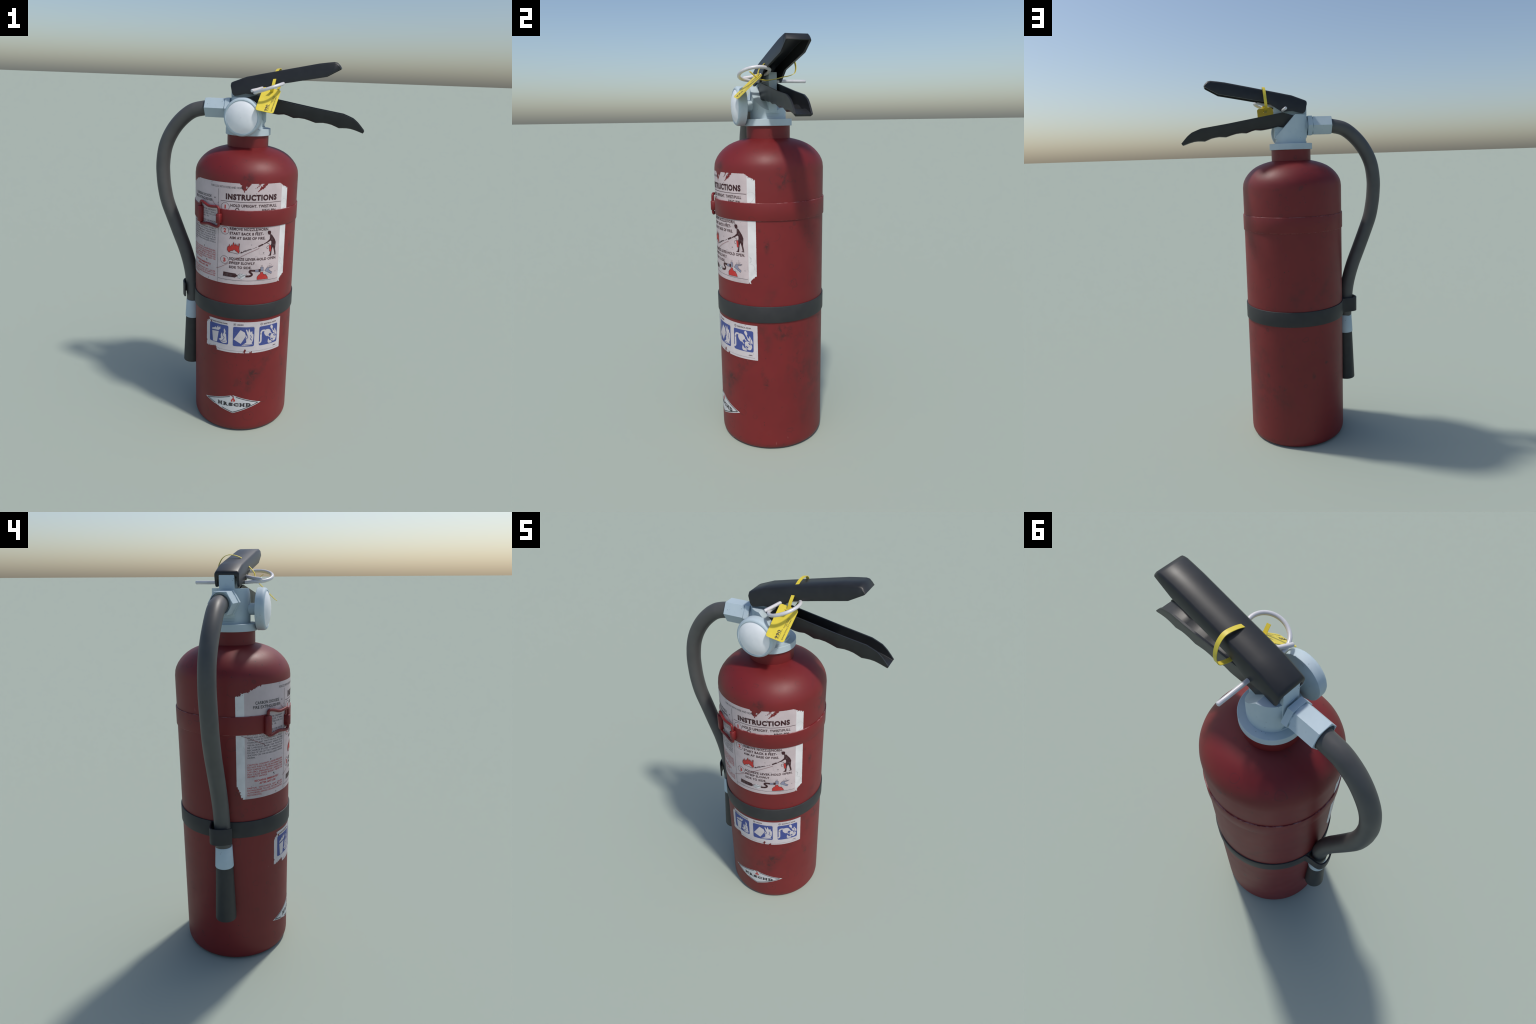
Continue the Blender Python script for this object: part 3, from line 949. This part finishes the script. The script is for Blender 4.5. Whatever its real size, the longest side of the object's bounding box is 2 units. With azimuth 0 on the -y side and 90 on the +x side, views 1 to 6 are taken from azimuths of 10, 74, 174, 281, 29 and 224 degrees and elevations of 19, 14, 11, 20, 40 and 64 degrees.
for line, end in (("PARTIAL  DISCHARGE  MAY  CAUSE", -.103), ("EXTINGUISHER TO LEAK. RETURN TO AN", -.103),
                  ("AUTHORIZED SERVICE ORGANIZATION FOR", -.103), ("RECHARGING.", -.236)):
    red.append(lettering(line, -.3070, end, z - .0078, z, .0))
    z -= .0115
on_tank("red_print", red, INK_RED, main_label, P1 + .0002)
on_tank("drawn_metal", [filled(COUPLER_DRAWN), filled(VALVE_DRAWN), filled(LEVER_DRAWN)], INK_GREY, main_label, P2)
on_tank("drawn_hands", [filled(HAND), filled(FINGERS)], PAPER3, main_label, P2 + .0002)
lines = [stroke(h, .0014) for h in (HAND_A, HAND_B, HAND_C, HAND_D)]
lines += [stroke(FIRE, .0017, 0, True), stroke(TINY_TANK, .0010, 0, True)]
lines += [stroke(p, .0013, 0, True) for p in (COUPLER_DRAWN, VALVE_DRAWN, LEVER_DRAWN, TANK_DRAWN)]
for s, z in ((.1600, .961), (.1660, .960), (.1720, .959), (.1780, .958), (.1835, .957)):
    lines.append(stroke([(s, z + .006), (s + .001, z - .004)], .0012))
for s, z, dx in ((.1450, .998, -.002), (.1500, .998, .001), (.1800, .992, .002), (.1880, .993, .003), (.1970, .995, .004)):
    lines.append(stroke([(s, z), (s + dx, z + .009)], .0011))
on_tank("drawn_outline", lines, INK, main_label, P3)
on_tank("label_scratch", [stroke(SCRATCH_A, .0014, 4), stroke(SCRATCH_B, .0014, 4), stroke(SCRATCH_C, .0016, 4)], INK_RUST, main_label, P3 + .0003)

# --------------------------------------------------------------------------- print: picture label
squares = [(-.1355, -.0203, .5470, .6595), (.0055, .1200, .5435, .6580), (.1473, .2628, .5435, .6565)]
on_tank("picture_panel", [filled(rounded_rect(*q, .0085)) for q in squares], INK_BLUE, pict_label, P1)
on_tank("pictogram", [filled(BIN), filled(BIN_BAG), filled(BIN_FLAME), filled(BIN_FIRE, 2), filled(JUG), filled(JUG_FIRE, 2), stroke(CORD, .0095, 4), filled(PLUG, 3),
                      stroke(PRONG_A, .0055), stroke(PRONG_B, .0055), filled(OUTLET, 3), filled(PLUG_FIRE, 2), filled(PLUG_FLAME, 2)], PAPER2, pict_label, P2)
on_tank("pictogram_slot", [stroke(SLOT_A, .0065), stroke(SLOT_B, .0065), stroke([(-.119, .6125), (-.077, .6178)], .0018),
                           stroke([(-.0445, .622), (-.052, .600), (-.043, .586), (-.050, .572), (-.058, .566)], .0030, 4), stroke([(-.072, .567), (-.055, .562), (-.034, .567)], .0024, 4),
                           stroke([(.0790, .618), (.0850, .600), (.0800, .592), (.0760, .588)], .0035, 4), stroke([(.0990, .612), (.1040, .598), (.0980, .590), (.1085, .580)], .0030, 4),
                           stroke([(.0600, .5535), (.0850, .5570), (.1080, .5545)], .0020, 4), stroke([(.0660, .6340), (.0720, .6270), (.0735, .6200)], .0022, 4),
                           stroke([(.2440, .6180), (.2480, .6060), (.2440, .6000)], .0024, 4)], INK_BLUE, pict_label, P3)
cap = [lettering("TRASH-WOOD-PAPER", -.1210, -.0250, .6665, .6735, .03), lettering("LIQUIDS", .0270, .0602, .6670, .6745, .03),
       lettering("ELECTRICAL EQUIP.", .1720, .2520, .6660, .6735, .03),
       stroke(box(.0085, .0205, .6655, .6765), .0014, 0, True), lettering("B", .0120, .0172, .6680, .6745, .03),
       stroke(ellipse((.1590, .6705), .0062, .0062, 20), .0016, 0, True), lettering("C", .1565, .1615, .6675, .6738, .03),
       stroke([(-.1330, .6655), (-.1275, .6770), (-.1220, .6655)], .0014, 0, True),
       lettering("AMEC", .2350, .2560, .5240, .5295, .04), stroke([(-.08, .514), (.27, .5135)], .0007)]
on_tank("picture_caption", cap, INK, pict_label, P1)

# --------------------------------------------------------------------------- print: badge
inset = [(-.1470, .1815), (.0115, .2305), (.1560, .1853), (.0133, .1258)]
parts = [stroke([inset[0], (-.060, .2086), (-.004, .2257)], .0044), stroke([(.030, .2246), (.090, .2060), inset[2]], .0044),
         stroke([inset[2], (.084, .1555), inset[3], (-.050, .1485)], .0044), stroke([(-.092, .1632), inset[0]], .0044)]
letters = [("H", -.0760, -.0475), ("R", -.0425, -.0130), ("S", -.0110, .0135), ("C", .0165, .0465), ("H", .0500, .0810), ("D", .0845, .1140)]
for ch, a, b in letters:
    wide = .0025 if ch in "HRD" else .0
    parts.append(lettering(ch, a + wide, b - wide * (ch != "D"), .1650, .1865, .085))
    if ch in "HRD":
        for z in (.1648, .1867):
            parts.append(stroke([(a - .0005, z), (a + .0105, z)], .0030))
            if ch == "H":
                parts.append(stroke([(b - .0105, z), (b + .0005, z)], .0030))
        if ch == "R":
            parts.append(stroke([(b - .008, .1648), (b + .001, .1648)], .0030))
    else:
        parts.append(stroke([(b - .0035, .1865), (b - .0035, .1790)], .0030))
        if ch == "S":
            parts.append(stroke([(a + .0035, .1650), (a + .0035, .1725)], .0030))
on_tank("badge_lettering", parts, INK_BLACK, badge, P1)
on_tank("badge_flame", [filled(FLAME_MARK, 3), stroke(FLAME_MARK, .0026, 3, True)], INK_RED, badge, P1 + .0003)

# --------------------------------------------------------------------------- hose and nozzle
hose_pts = [(-.250, .001, 1.7620), (-.274, .001, 1.7585), (-.342, -.002, 1.7405), (-.406, -.004, 1.6915), (-.459, -.003, 1.6245), (-.4945, -.002, 1.5480),
            (-.5098, -.003, 1.4600), (-.5096, -.004, 1.3900), (-.5035, -.005, 1.3250), (-.4882, -.004, 1.2480), (-.4572, -.002, 1.1610),
            (-.4212, -.002, 1.0660), (-.3860, -.002, .9730), (-.3600, -.003, .8790), (-.3475, -.004, .7920), (-.3405, -.006, .6650)]
v, f = tube(catmull([(x, y + .002, z) for x, y, z in hose_pts], 8), .0378, 32)
add("hose", v, f, HOSE, smooth=60)


def cone_run(stations, n=40):
    """Stations (x, y, z, r): stacked circles."""
    verts, faces = [], []
    for x, y, z, r in stations:
        for i in range(n):
            a = 2 * math.pi * i / n
            verts.append((x + r * math.cos(a), y + r * math.sin(a), z))
    for j in range(len(stations) - 1):
        for i in range(n):
            i2 = (i + 1) % n
            faces.append((j * n + i, j * n + i2, (j + 1) * n + i2, (j + 1) * n + i))
    return verts, faces


v, f = cone_run([(-.3400, -.0058, .678, .030), (-.3400, -.0058, .678, .0386), (-.3400, -.0058, .6765, .0398), (-.3418, -.0069, .5725, .0443), (-.3418, -.0069, .5715, .0425), (-.3418, -.0069, .5715, .03)])
nozzle_sleeve = add("nozzle_sleeve", v, f, METAL, smooth=40)
v, f = cone_run([(-.3418, -.0069, .575, .020), (-.3418, -.0069, .575, .0415), (-.3453, -.0088, .2875, .0514), (-.3453, -.0088, .2850, .0505), (-.3453, -.0088, .2850, .0420),
                 (-.3445, -.0083, .345, .0400), (-.3445, -.0083, .345, .001)])
add("nozzle", v, f, NOZZLE, smooth=40)

# --------------------------------------------------------------------------- yellow tag and tie
TL, TR, BL = Vector((.0415, -.0665, 1.8745)), Vector((.1300, -.0680, 1.8605)), Vector((.0280, -.1810, 1.7700))
U, V = TR - TL, BL - TL
V = V - U * (U.dot(V) / U.dot(U)) * .6
NRM = V.cross(U).normalized()
if NRM.y > 0:
    NRM = -NRM


def on_tag(u, w, h=0.):
    return TL + U * u + V * w + NRM * h


tag_outline = []
ru, rv = .13, .075
for cu_, cv_, a0 in ((1 - ru, 1 - rv, 0), (ru, 1 - rv, 90), (ru, rv, 180), (1 - ru, rv, 270)):
    for k in range(6):
        a = math.radians(a0 + 18 * k)
        tag_outline.append((cu_ + ru * math.cos(a), cv_ + rv * math.sin(a)))
v, f = prism(tag_outline, on_tag, -.0012, .0012)
tag = add("seal_tag", v, f, YELLOW, smooth=30)
tie = catmull([(.0935, -.1180, 1.8770), (.0900, -.1020, 1.8650), (.0865, -.0890, 1.8555), (.0870, -.0835, 1.8540), (.0895, -.0800, 1.8680), (.0915, -.0730, 1.8880), (.0930, -.0480, 1.9140), (.0945, -.030, 1.9320),
               (.0960, -.0130, 1.9490), (.0985, .0200, 1.9610), (.1015, .0510, 1.9625), (.1005, .0760, 1.9500), (.0995, .0920, 1.9260), (.0975, .1000, 1.8980),
               (.0945, .0950, 1.8720), (.0910, .0700, 1.8600), (.0885, .0450, 1.8555), (.0880, .0110, 1.8470), (.0880, -.0230, 1.8410), (.0880, -.0470, 1.8400),
               (.0880, -.0710, 1.8450), (.0870, -.0860, 1.8530)], 6)
v, f = ribbon(tie, (1, 0, .12), .0150, .0024)
add("seal_tie", v, f, YELLOW, tag, smooth=50)


def tag_text(txt, u, hu, w0, w1, bold=.0):
    """Runs down the tag, letter tops towards its far edge."""
    vs, fs = lettering(txt, w0, w1, u - hu / 2, u + hu / 2, bold)
    return [on_tag(b, a, .0018) for a, b in vs], fs


v, f = merge(tag_text("066", .555, .155, .705, .965, .02), tag_text("FIRE EXTINGUISHER", .862, .062, .33, .95, .0),
             tag_text("TAMPER SEAL", .765, .045, .28, .56, .0), tag_text("DO NOT REMOVE", .70, .045, .31, .62, .0), tag_text("MADE FOR ONE USE", .665, .035, .66, .95, .0))
add("tag_print", v, f, INK_BLACK, tag, smooth=0, stuff=True)
